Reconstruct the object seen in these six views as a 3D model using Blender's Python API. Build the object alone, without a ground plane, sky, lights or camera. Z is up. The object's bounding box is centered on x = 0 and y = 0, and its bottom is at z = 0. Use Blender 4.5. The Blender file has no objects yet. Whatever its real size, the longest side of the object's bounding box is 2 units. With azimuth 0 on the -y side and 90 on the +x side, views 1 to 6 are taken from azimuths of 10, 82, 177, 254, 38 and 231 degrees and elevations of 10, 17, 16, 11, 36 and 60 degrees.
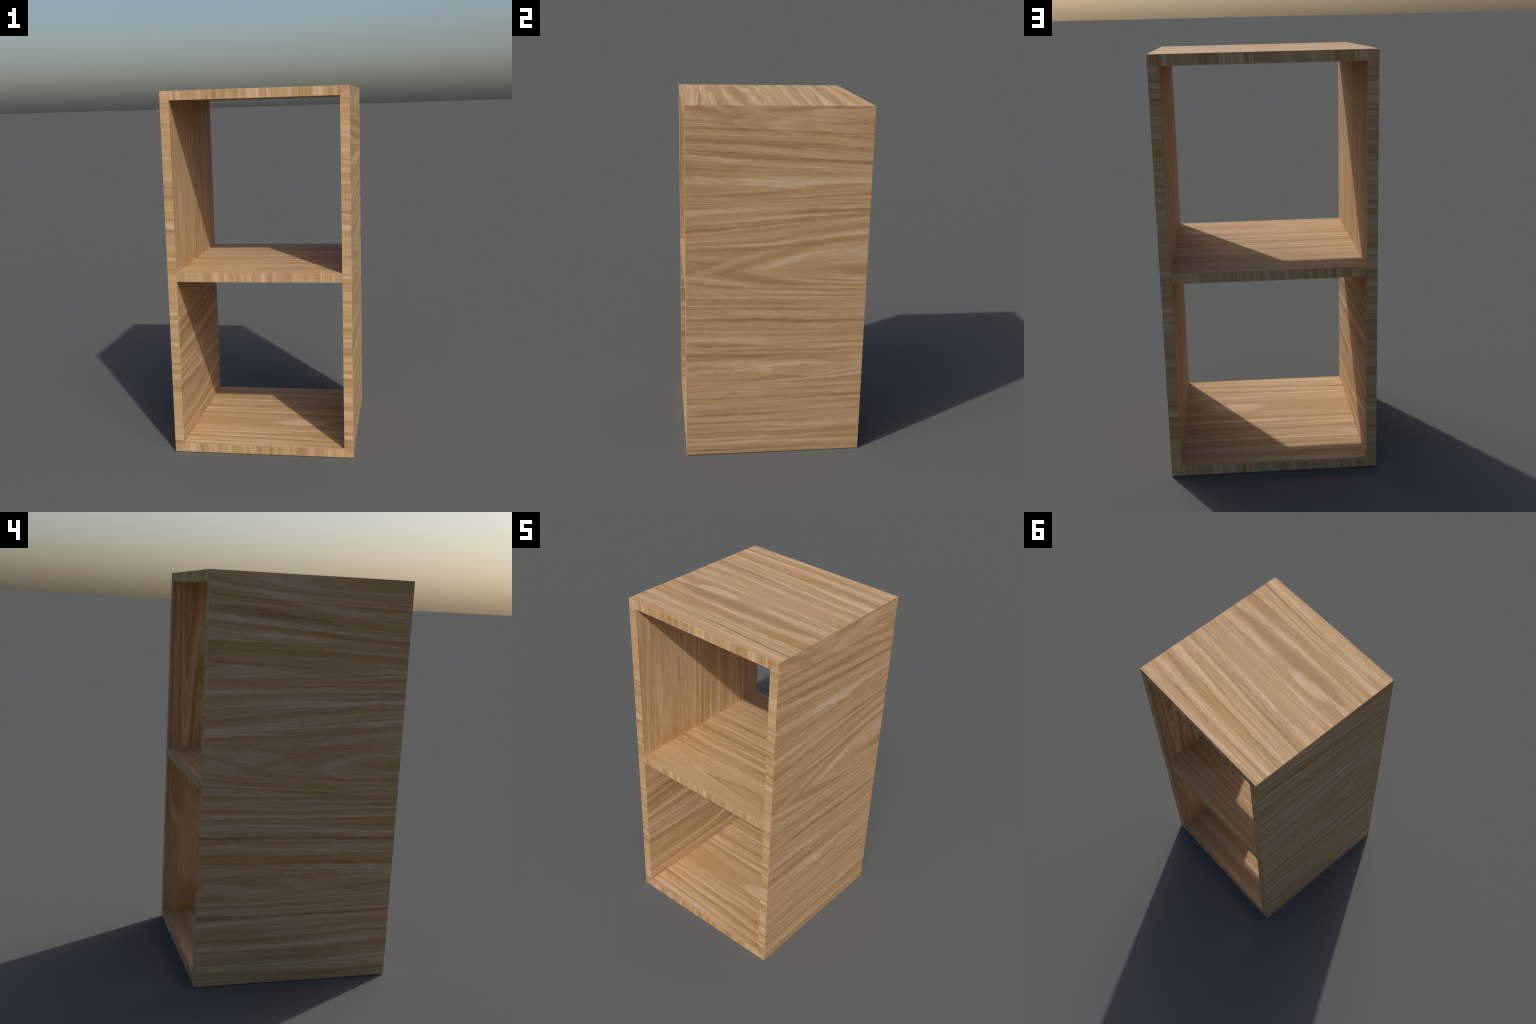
"""Open double-cube shelf unit in pale oak: two mitred sides, a top, a bottom
and one middle shelf, no back.  Everything is built from board sizes and rules;
the wood figure is computed in shader nodes from a "growth ring" coordinate."""
import bpy
from mathutils import Vector

# ------------------------------------------------------------------ sizes (m)
W, D, H = 1.0, 1.0, 2.0          # outside width, depth, height
T = 0.05                         # board thickness
SHELF_Z = 1.0000                 # centre height of the middle shelf
CHAMFER = 0.0011                 # eased long edges
JOINT = 0.0003                   # hairline at the joints

# ================================================================= node helper
class Nodes:
    """Tiny expression layer over shader nodes."""
    def __init__(self, tree):
        self.t = tree

    def new(self, kind):
        return self.t.nodes.new(kind)

    def feed(self, socket, v):
        if isinstance(v, Val):
            self.t.links.new(v.s, socket)
        else:
            socket.default_value = v

    def math(self, op, a, b=0.0, c=0.0, clamp=False):
        n = self.new("ShaderNodeMath")
        n.operation = op
        n.use_clamp = clamp
        for i, v in enumerate((a, b, c)):
            self.feed(n.inputs[i], v)
        return Val(self, n.outputs[0])

    def noise(self, x, y=None, scale=1.0, detail=2.0, rough=0.5, seed=0.0):
        n = self.new("ShaderNodeTexNoise")
        n.noise_dimensions = '2D'
        n.inputs["Scale"].default_value = scale
        n.inputs["Detail"].default_value = detail
        n.inputs["Roughness"].default_value = rough
        c = self.new("ShaderNodeCombineXYZ")
        self.feed(c.inputs[0], x + seed * 7.31)
        self.feed(c.inputs[1], (y if y is not None else 0.0) + seed * 3.17)
        self.t.links.new(c.outputs[0], n.inputs["Vector"])
        return Val(self, n.outputs[0])

    def cells(self, x, scale, seed):
        n = self.new("ShaderNodeTexVoronoi")
        n.voronoi_dimensions = '1D'
        n.inputs["Scale"].default_value = scale
        n.inputs["Randomness"].default_value = 1.0
        self.feed(n.inputs["W"], x + seed * 5.7)
        sep = self.new("ShaderNodeSeparateColor")
        self.t.links.new(n.outputs["Color"], sep.inputs[0])
        return Val(self, sep.outputs[0])

    def step(self, x, lo, hi):
        n = self.new("ShaderNodeMapRange")
        n.interpolation_type = 'SMOOTHSTEP'
        self.feed(n.inputs[0], x)
        n.inputs[1].default_value = lo
        n.inputs[2].default_value = hi
        return Val(self, n.outputs[0])

    def bell(self, x, centre, width):
        q = (x - centre) * (1.0 / width)
        return self.math('EXPONENT', q * q * -1.0)


class Val:
    def __init__(self, n, s):
        self.n, self.s = n, s

    def _b(self, op, o, swap=False):
        return self.n.math(op, o, self) if swap else self.n.math(op, self, o)
    def __add__(self, o): return self._b('ADD', o)
    def __radd__(self, o): return self._b('ADD', o)
    def __sub__(self, o): return self._b('SUBTRACT', o)
    def __rsub__(self, o): return self._b('SUBTRACT', o, True)
    def __mul__(self, o): return self._b('MULTIPLY', o)
    def __rmul__(self, o): return self._b('MULTIPLY', o)


# ================================================================== materials
# oak tones from dark summer wood to pale spring wood (linear base colours)
TONES = [(0.00, (0.300, 0.176, 0.075)),
         (0.25, (0.400, 0.243, 0.109)),
         (0.50, (0.474, 0.300, 0.152)),
         (0.75, (0.552, 0.368, 0.212)),
         (1.00, (0.628, 0.444, 0.284))]


def start(name):
    m = bpy.data.materials.new(name)
    m.use_nodes = True
    t = m.node_tree
    bsdf = t.nodes["Principled BSDF"]
    N = Nodes(t)
    co = N.new("ShaderNodeTexCoord")
    sep = N.new("ShaderNodeSeparateXYZ")
    t.links.new(co.outputs["Object"], sep.inputs[0])
    ax = {k: Val(N, sep.outputs[i]) for i, k in enumerate("xyz")}
    return m, N, bsdf, ax


def finish(N, bsdf, tone, hue, relief):
    """tone -> wood colour; hue nudges it between honey and grey-pink."""
    t = N.t
    ramp = N.new("ShaderNodeValToRGB")
    cr = ramp.color_ramp
    while len(cr.elements) < len(TONES):
        cr.elements.new(0.5)
    for e, (p, c) in zip(cr.elements, TONES):
        e.position = p
        e.color = (*c, 1)
    N.feed(ramp.inputs[0], tone)
    hsv = N.new("ShaderNodeHueSaturation")
    t.links.new(ramp.outputs[0], hsv.inputs["Color"])
    N.feed(hsv.inputs["Hue"], 0.5 + (hue - 0.5) * 0.008)
    N.feed(hsv.inputs["Saturation"], 1.02 + (hue - 0.5) * 0.16)
    t.links.new(hsv.outputs[0], bsdf.inputs["Base Color"])
    bsdf.inputs["Roughness"].default_value = 0.8
    bsdf.inputs["Specular IOR Level"].default_value = 0.4
    b = N.new("ShaderNodeBump")
    b.inputs["Strength"].default_value = 0.12
    b.inputs["Distance"].default_value = 0.001
    N.feed(b.inputs["Height"], relief)
    t.links.new(b.outputs[0], bsdf.inputs["Normal"])


def oak_face(name, along, across, seed, mirror=1.0, swirls=(), slopes=(),
             bands=(), spots=(), arches=(), contrast=1.0, stripe=26.0, base=0.5, warp=1.0):
    """Flat-sawn veneer.
    swirls: (tip u, v, opening direction, half width, height, run) cathedral arches
    slopes: (v, half width, slope) zones where the grain runs at an angle
    bands : (v, half width, tone) marked early / late wood bands
    spots : (u, v, half length, half width, tone[, lean]) closed lenses of the figure
    arches: (tip u, v, opening direction, spread, half height, lean, rings) nested
            pointed arches; each ring is (distance behind the tip, half width, tone)"""
    m, N, bsdf, ax = start(name)
    u, v = ax[along] * mirror, ax[across]
    # growth-ring coordinate
    slow = N.noise(u * 0.9, v * 2.6, 1.0, 2.0, 0.5, seed)
    quick = N.noise(u * 7.0, v * 26.0, 1.0, 3.0, 0.6, seed + 1)
    jag = N.noise(u * 7.0, v * 190.0, 1.0, 3.0, 0.6, seed + 9)
    g = v + (slow - 0.5) * (0.040 * warp) + (quick - 0.5) * 0.012 + (jag - 0.5) * 0.020
    for c, w, k in slopes:
        g = g - u * N.bell(v, c, w) * k
    for u0, v0, way, w, h, run in swirls:
        grow = N.step((u - u0) * way, 0.0, run)
        g = g + grow * N.bell(v, v0, w) * h
    # stripes follow the rings and fade slowly along the grain
    main = N.noise(u * 0.55, g * stripe, 1.0, 3.0, 0.62, seed + 2)
    fine = N.noise(u * 1.5, g * stripe * 4.2, 1.0, 2.0, 0.5, seed + 3)
    fibre = N.noise(u * 5.0, g * 210.0, 1.0, 3.0, 0.6, seed + 4)
    pore = N.step(N.noise(u * 26.0, v * 420.0, 1.0, 1.0, 0.5, seed + 5), 0.66, 0.80)
    where = N.step(N.noise(u * 2.0, g * 30.0, 1.0, 2.0, 0.5, seed + 6), 0.42, 0.66)
    cloud = N.noise(u * 1.6, v * 3.4, 1.0, 2.0, 0.5, seed + 7)
    crisp = N.step(main, 0.40, 0.60) - 0.5
    streak = N.step(N.noise(u * 0.8, g * 62.0, 1.0, 2.0, 0.55, seed + 10), 0.54, 0.66)
    vein = N.step(N.noise(u * 0.9, g * 80.0, 1.0, 2.0, 0.55, seed + 11), 0.58, 0.70)
    # closed lenses and plain areas of the figure: the stripes calm down inside them
    lens, calm = None, None
    for u0, v0, lu, lv, k, *lean in spots:
        du = (u - u0 + (jag - 0.5) * min(0.2, lu)) * (1.0 / lu)
        dv = (v - v0 + (quick - 0.5) * min(0.03, lv) - (u - u0) * (lean[0] if lean else 0.0)) * (1.0 / lv)
        soft = 0.45 if lv > 0.06 else 0.72
        mask = N.step(du * du + dv * dv, 1.25, soft)
        lens = mask * k if lens is None else lens + mask * k
        if lv >= 0.02:
            keep = 1.0 - mask * 0.62
            calm = keep if calm is None else calm * keep
    for u0, v0, way, spread, half, lean, rings in arches:
        run = (u - u0) * way
        off = (v - v0 - run * lean + (quick - 0.5) * 0.02) * (1.0 / spread)
        q = run + (jag - 0.5) * 0.16 - N.math('SQRT', off * off + 0.0016)
        mask = N.step(N.math('ABSOLUTE', off), half / spread, half / spread * 0.5) \
            * N.step(run, 0.85, 0.45)
        for c, w, k in rings:
            part = N.bell(q, c, w) * mask * k
            lens = part if lens is None else lens + part
        keep = 1.0 - mask * N.step(q, -0.15, 0.0) * 0.5
        calm = keep if calm is None else calm * keep
    stripes = crisp * 0.30 + (fine - 0.5) * 0.45 + streak * 0.30 - vein * 0.13 - 0.045
    if calm is not None:
        stripes = stripes * calm
    hair = N.noise(u * 11.0, v * 560.0, 1.0, 2.0, 0.6, seed + 12)
    tone = base + stripes * contrast + (fibre - 0.5) * 0.42 + (hair - 0.5) * 0.34 + (cloud - 0.5) * 0.16
    for c, w, k in bands:
        edge = N.noise(u * 2.2, v * 3.0, 1.0, 1.0, 0.5, seed + c * 13.0)
        tone = tone + N.bell(g, c, w) * (edge * 1.4 + 0.3) * (k if k > 0 else k * 0.72)
    if lens is not None:
        tone = tone + lens
    tone = tone - pore * where * 0.20
    hue = N.noise(u * 1.1, g * 9.0, 1.0, 2.0, 0.5, seed + 8)
    finish(N, bsdf, tone, hue, fibre - pore * where * 0.6)
    return m


def oak_edge(name, along, across, seed, slant=0.0):
    """Board edge: short strips of wood laid across the thickness."""
    m, N, bsdf, ax = start(name)
    s, r = ax[along], ax[across]
    wob = N.noise(s * 12.0, r * 14.0, 1.0, 1.0, 0.5, seed)
    jag = N.noise(s * 120.0, r * 14.0, 1.0, 2.0, 0.5, seed + 1)
    p = s + r * slant + (wob - 0.5) * 0.006 + (jag - 0.5) * 0.003
    wide = N.cells(p, 46.0, seed)
    thin = N.cells(p, 130.0, seed + 2)
    soft = N.noise(p * 42.0, r * 1.0, 1.0, 3.0, 0.6, seed + 3)
    fibre = N.noise(p * 330.0, r * 16.0, 1.0, 2.0, 0.6, seed + 4)
    cloud = N.noise(s * 7.0, r * 14.0, 1.0, 2.0, 0.5, seed + 5)
    busy = N.step(N.noise(s * 5.0, 0.0 * r, 1.0, 1.0, 0.5, seed + 6), 0.25, 0.50) * 0.75 + 0.25
    grit = N.noise(s * 140.0, r * 140.0, 1.0, 2.0, 0.5, seed + 8)
    tone = 0.50 + ((wide - 0.5) * 0.54 + (thin - 0.5) * 0.36 + (soft - 0.5) * 0.5) * busy \
        + (fibre - 0.5) * 0.28 + (cloud - 0.5) * 0.12 + (grit - 0.5) * 0.22
    hue = N.noise(p * 14.0, r * 8.0, 1.0, 2.0, 0.5, seed + 7) + 0.05
    finish(N, bsdf, tone, hue, fibre)
    return m


# ---- veneer of the two outsides: grain runs front to back, arches near z = 1.1
SIDE_SWIRLS = [(-1.15, 1.07, 1, 0.105, 0.17, 1.70),
               (0.80, 1.545, -1, 0.050, 0.085, 1.3),
               (0.90, 0.480, -1, 0.050, 0.085, 1.3),
               (-1.05, 1.945, 1, 0.075, 0.15, 1.4)]
SIDE_SLOPES = [(1.78, 0.13, -0.085), (1.33, 0.11, 0.095), (0.62, 0.2, -0.01),
               (0.26, 0.16, 0.035)]
SIDE_SPOTS = [(0.06, 1.165, 0.29, 0.022, .22, 0.20),
              (0.10, 1.940, 0.27, 0.032, .14), (0.30, 1.880, 0.14, 0.022, .14, -0.15),
              (-0.20, 1.545, 0.30, 0.034, -.13), (0.01, 1.553, 0.05, 0.007, .22),
              (-0.15, 0.485, 0.33, 0.032, -.15)]
SIDE_ARCHES = [(-0.41, 1.085, 1, 0.25, 0.15, 0.07,
                [(-0.20, 0.05, -.14), (-0.08, 0.06, .20), (0.10, 0.09, -.24), (0.27, 0.05, .20),
                 (0.42, 0.05, -.12)]),
               (0.13, 1.553, -1, 0.09, 0.055, 0.0, [(0.03, 0.03, -.22), (-0.07, 0.05, .10)]),
               (0.36, 0.475, -1, 0.08, 0.050, 0.0, [(0.05, 0.06, .22), (0.20, 0.08, -.12)]),
               (-0.38, 1.930, 1, 0.26, 0.065, -0.08,
                [(0.03, 0.03, -.22), (0.20, 0.03, -.18), (0.30, 0.06, .16)])]
SIDE_BANDS = [(1.905, 0.016, -.25), (1.785, 0.013, -.30), (1.745, 0.010, .26),
              (1.722, 0.011, -.34), (1.690, 0.014, .22), (1.615, 0.007, .20),
              (1.600, 0.008, -.22), (1.455, 0.008, .28), (1.436, 0.008, -.28),
              (1.385, 0.010, -.24), (1.362, 0.009, .26), (1.276, 0.014, .26),
              (1.250, 0.010, -.30), (0.878, 0.012, -.26), (0.853, 0.008, .25),
              (0.818, 0.012, -.24), (0.778, 0.009, .25), (0.742, 0.010, -.30),
              (0.705, 0.010, .24), (0.613, 0.011, -.32), (0.570, 0.016, .24),
              (0.345, 0.010, -.32), (0.318, 0.011, .20), (0.188, 0.010, .22),
              (0.138, 0.010, -.32), (0.068, 0.009, .26), (0.032, 0.009, -.26)]

oak = {}
oak["side_right"] = oak_face(
    "oak_veneer_outer_right", "y", "z", 1.0, 1.0, SIDE_SWIRLS, SIDE_SLOPES, SIDE_BANDS,
    SIDE_SPOTS +
    [(-0.231, 0.379, 0.028, 0.005, -.55), (0.443, 1.926, 0.005, 0.004, -.9)],
    arches=SIDE_ARCHES)
oak["side_left"] = oak_face(
    "oak_veneer_outer_left", "y", "z", 4.0, -1.0,
    [(a - 0.06, b, c, d, e, f) for a, b, c, d, e, f in SIDE_SWIRLS], SIDE_SLOPES,
    [(a + 0.008, b, c) for a, b, c in SIDE_BANDS if a not in (1.615, 1.385, 0.853)],
    [(0.471, 1.309, 0.006, 0.004, -.9), (-0.27, 1.545, 0.27, 0.034, .22),
     (-0.30, 1.510, 0.30, 0.012, -.22, 0.05), (-0.28, 1.585, 0.30, 0.010, -.20, -0.05),
     (0.02, 1.865, 0.32, 0.022, .24, -0.18), (-0.15, 1.81, 0.30, 0.014, -.20, -0.12),
     (-0.05, 0.465, 0.30, 0.035, .14), (0.10, 0.965, 0.25, 0.010, -.24, -0.08)],
    arches=[(-0.33, 1.080, 1, 0.23, 0.15, 0.02,
             [(0.03, 0.05, -.20), (0.27, 0.035, -.20), (0.38, 0.06, .22), (0.58, 0.05, -.12)]),
            (0.02, 1.548, -1, 0.09, 0.055, 0.0, [(0.02, 0.025, -.26), (0.09, 0.05, .16)])])
oak["top"] = oak_face(
    "oak_veneer_top", "x", "y", 7.0, -1.0,
    [(-0.9, -0.165, 1, 0.07, 0.06, 1.4)], [(0.2, 0.15, 0.06), (-0.4, 0.1, 0.03)],
    [(-0.44, 0.012, .26), (-0.36, 0.018, .32), (-0.40, 0.012, -.22), (-0.31, 0.014, -.20),
     (-0.235, 0.014, .26), (0.10, 0.013, .30), (0.168, 0.007, -.34), (0.19, 0.010, .22),
     (0.275, 0.018, .28), (0.335, 0.014, -.30), (0.395, 0.014, .24), (0.43, 0.010, -.26),
     (0.46, 0.016, .24)],
    spots=[(-0.05, 0.03, 0.5, 0.07, .02), (0.215, -0.125, 0.130, 0.034, .34), (0.00, -0.185, 0.45, 0.045, -.26),
           (-0.28, -0.115, 0.20, 0.020, .22), (0.02, -0.100, 0.20, 0.018, .20),
           (0.25, -0.040, 0.16, 0.012, .18), (-0.40, 0.045, 0.03, 0.007, .3)], base=0.53)
oak["shelf"] = oak_face(
    "oak_veneer_shelf", "x", "y", 11.0, 1.0,
    [(-1.0, -0.385, 1, 0.075, 0.06, 1.5)], [(-0.1, 0.15, 0.02)],
    [(0.325, 0.022, -.30), (0.350, 0.007, .25), (0.235, 0.008, -.26), (0.16, 0.020, .20),
     (0.118, 0.007, -.26), (0.078, 0.012, .22), (0.024, 0.010, -.26), (-0.03, 0.008, -.28),
     (-0.068, 0.008, -.22), (-0.088, 0.008, .26), (-0.106, 0.007, -.26), (-0.144, 0.010, .28),
     (-0.180, 0.012, -.30)],
    spots=[(0.20, -0.362, 0.31, 0.036, -.17), (-0.05, -0.375, 0.52, 0.13, .05), (-0.415, -0.191, 0.022, 0.007, .40)],
    arches=[(-0.10, -0.375, 1, 0.13, 0.07, 0.02, [(0.05, 0.05, -.22), (-0.10, 0.06, .16)])])
oak["floor"] = oak_face(
    "oak_veneer_floor", "x", "y", 15.0, 1.0,
    [(-1.0, -0.09, 1, 0.095, 0.07, 1.6)], [(-0.38, 0.10, -0.07)],
    [(0.25, 0.008, .28), (0.225, 0.007, .24), (0.195, 0.008, .28), (0.145, 0.016, -.24),
     (0.095, 0.008, .28), (0.045, 0.009, .20), (0.025, 0.010, -.26), (-0.255, 0.010, .28),
     (-0.295, 0.016, .28), (-0.325, 0.010, -.30), (-0.36, 0.014, .24), (-0.395, 0.010, -.32),
     (-0.44, 0.014, .24), (-0.468, 0.009, -.30)],
    spots=[(-0.15, -0.07, 0.50, 0.14, -.02), (0.185, -0.130, 0.165, 0.045, .34), (0.42, -0.130, 0.16, 0.050, -.22),
           (-0.15, -0.11, 0.26, 0.045, -.10)])
oak["inner_left_high"] = oak_face(
    "oak_veneer_inner_left_upper", "z", "y", 19.0, -1.0,
    [(-1.75, -0.36, 1, 0.07, 0.10, 0.75)], [],
    [(-0.20, 0.012, -.28), (-0.165, 0.012, .24), (-0.08, 0.010, .30), (-0.024, 0.012, -.30),
     (0.08, 0.012, -.26), (0.135, 0.012, .28), (0.20, 0.012, -.24), (0.28, 0.012, .22),
     (0.34, 0.012, -.22), (-0.47, 0.014, .22)],
    spots=[(-1.45, -0.33, 0.55, 0.10, .0), (-1.40, -0.355, 0.20, 0.022, .22), (-1.12, -0.375, 0.07, 0.006, -.35)])
oak["inner_left_low"] = oak_face(
    "oak_veneer_inner_left_lower", "y", "z", 23.0, 1.0,
    [(0.45, 0.22, -1, 0.07, 0.12, 0.6)], [(0.7, 0.25, 0.10), (0.30, 0.15, -0.06)],
    [(0.76, 0.022, -.26), (0.70, 0.010, -.30), (0.60, 0.014, .30), (0.55, 0.018, -.20),
     (0.50, 0.010, .28), (0.45, 0.010, .28), (0.425, 0.010, -.26), (0.39, 0.009, .26),
     (0.36, 0.009, -.24), (0.28, 0.016, .26), (0.18, 0.020, -.18), (0.12, 0.010, .20)])
oak["inner_right_high"] = oak_face(
    "oak_veneer_inner_right_upper", "z", "y", 27.0, -1.0,
    [(-1.9, 0.30, 1, 0.08, 0.11, 0.8)], [(0.41, 0.05, -0.08)],
    [(0.42, 0.012, .26), (0.38, 0.016, -.24), (0.335, 0.012, .24), (0.47, 0.010, -.24),
     (0.10, 0.014, .26), (-0.05, 0.012, -.26), (-0.2, 0.012, .24)])
oak["inner_right_low"] = oak_face(
    "oak_veneer_inner_right_lower", "z", "y", 31.0, -1.0,
    [(-0.95, 0.30, 1, 0.13, 0.22, 0.5)], [],
    [(0.47, 0.014, -.26), (0.2, 0.012, .24), (-0.1, 0.014, -.24)],
    spots=[(-0.50, 0.365, 0.33, 0.060, .24), (-0.13, 0.44, 0.09, 0.012, .22),
           (-0.10, 0.36, 0.15, 0.05, -.2)])
oak["ceiling"] = oak_face("oak_veneer_ceiling", "x", "y", 35.0, 1.0,
                          [(-0.6, 0.05, 1, 0.09, 0.16, 0.8)], [(0.3, 0.2, 0.05)])
oak["shelf_under"] = oak_face("oak_veneer_shelf_underside", "x", "y", 39.0, -1.0,
                              [(-0.5, -0.12, 1, 0.08, 0.14, 0.8)], [(0.2, 0.2, -0.04)])
oak["underside"] = oak_face("oak_veneer_underside", "x", "y", 43.0, 1.0,
                            [(-0.6, 0.1, 1, 0.09, 0.16, 0.8)], [])
for i, n in enumerate(("left", "right")):
    oak["front_stile_" + n] = oak_edge("oak_edge_front_" + n, "z", "x", 51.0 + i * 9, 0.06)
    oak["back_stile_" + n] = oak_edge("oak_edge_back_" + n, "z", "x", 53.0 + i * 9, -0.04)
for i, n in enumerate(("top", "shelf", "bottom")):
    oak["front_" + n] = oak_edge("oak_edge_front_" + n + "_rail", "x", "z", 71.0 + i * 5, 0.05)
    oak["back_" + n] = oak_edge("oak_edge_back_" + n + "_rail", "x", "z", 73.0 + i * 5, -0.05)
oak["shelf_end"] = oak_edge("oak_edge_shelf_end", "y", "z", 95.0)
oak["joint"] = oak_edge("oak_joint", "y", "x", 91.0)


# =================================================================== geometry
def prism(name, profile, face_mats, y0=-D / 2, y1=D / 2, front="", back=""):
    """Board: an (x, z) profile walked once round, extruded from front to back.
    face_mats names the veneer on the strip that starts at each corner."""
    n = len(profile)
    area = sum(profile[i][0] * profile[(i + 1) % n][1] - profile[(i + 1) % n][0] * profile[i][1]
               for i in range(n))
    verts = [(x, y0, z) for x, z in profile] + [(x, y1, z) for x, z in profile]
    faces, keys = [], []
    for i in range(n):
        j = (i + 1) % n
        f = (i, j, j + n, i + n)
        faces.append(f if area > 0 else f[::-1])
        keys.append(face_mats[i])
    cap = tuple(range(n))
    # seen from the front (-y), x right, z up: counter-clockwise faces the viewer
    faces.append(cap if area > 0 else cap[::-1])
    keys.append(front)
    cap2 = tuple(range(n, 2 * n))
    faces.append(cap2[::-1] if area > 0 else cap2)
    keys.append(back)
    me = bpy.data.meshes.new(name)
    me.from_pydata(verts, [], [f[::-1] if i < n else f for i, f in enumerate(faces)])
    slots = []
    for p, k in zip(me.polygons, keys):
        if k not in slots:
            slots.append(k)
            me.materials.append(oak[k])
        p.material_index = slots.index(k)
    me.update()
    import bmesh
    bm = bmesh.new()
    bm.from_mesh(me)
    bmesh.ops.recalc_face_normals(bm, faces=bm.faces)
    # ease the edges round the front and back, but not along the mitres
    def glued(e):
        return any(me.materials[f.material_index] is oak["joint"] for f in e.link_faces)
    long_edges = [e for e in bm.edges if abs(e.verts[0].co.y - e.verts[1].co.y) < 1e-6
                  and not glued(e)]
    bmesh.ops.bevel(bm, geom=long_edges, offset=CHAMFER, offset_type='OFFSET', segments=2,
                    profile=0.5, affect='EDGES', clamp_overlap=True)
    bm.to_mesh(me)
    bm.free()
    ob = bpy.data.objects.new(name, me)
    bpy.context.scene.collection.objects.link(ob)
    return ob


unit = bpy.data.objects.new("cube_shelf_unit", None)
bpy.context.scene.collection.objects.link(unit)
unit["label"] = "tall open two-compartment pale oak cube shelf without back"
unit["category"] = "shelf unit"

hx, j = W / 2, JOINT / 2
parts = []
# sides: mitred at both ends; the inside changes veneer at the shelf
for sx, side in ((-1, "left"), (1, "right")):
    c = CHAMFER
    prof = [(sx * (hx - c / 2), c / 2 + j), (sx * hx, c), (sx * hx, H - c),
            (sx * (hx - c / 2), H - c / 2 - j), (sx * (hx - T), H - T - j * 2),
            (sx * (hx - T), SHELF_Z), (sx * (hx - T), T + j * 2)]
    parts.append(prism("side_panel", prof,
                       ["side_" + side, "side_" + side, "side_" + side, "joint",
                        "inner_%s_high" % side, "inner_%s_low" % side, "joint"],
                       front="front_stile_" + side, back="back_stile_" + side))
# top and bottom: mitred into the sides
parts.append(prism("top_panel", [(-hx + c, H), (hx - c, H), (hx - c / 2, H - c / 2 + j),
                                 (hx - T, H - T), (-hx + T, H - T), (-hx + c / 2, H - c / 2 + j)],
                   ["top", "top", "joint", "ceiling", "joint", "top"], front="front_top", back="back_top"))
parts.append(prism("bottom_panel", [(-hx + c, 0), (hx - c, 0), (hx - c / 2, c / 2 - j),
                                    (hx - T, T), (-hx + T, T), (-hx + c / 2, c / 2 - j)],
                   ["underside", "underside", "joint", "floor", "joint", "underside"],
                   front="front_bottom", back="back_bottom"))
# middle shelf: butted between the sides
sx_ = hx - T - JOINT
parts.append(prism("shelf", [(-sx_, SHELF_Z - T / 2), (sx_, SHELF_Z - T / 2),
                             (sx_, SHELF_Z + T / 2), (-sx_, SHELF_Z + T / 2)],
                   ["shelf_under", "shelf_end", "shelf", "shelf_end"],
                   front="front_shelf", back="back_shelf"))
for p in parts:
    p.parent = unit
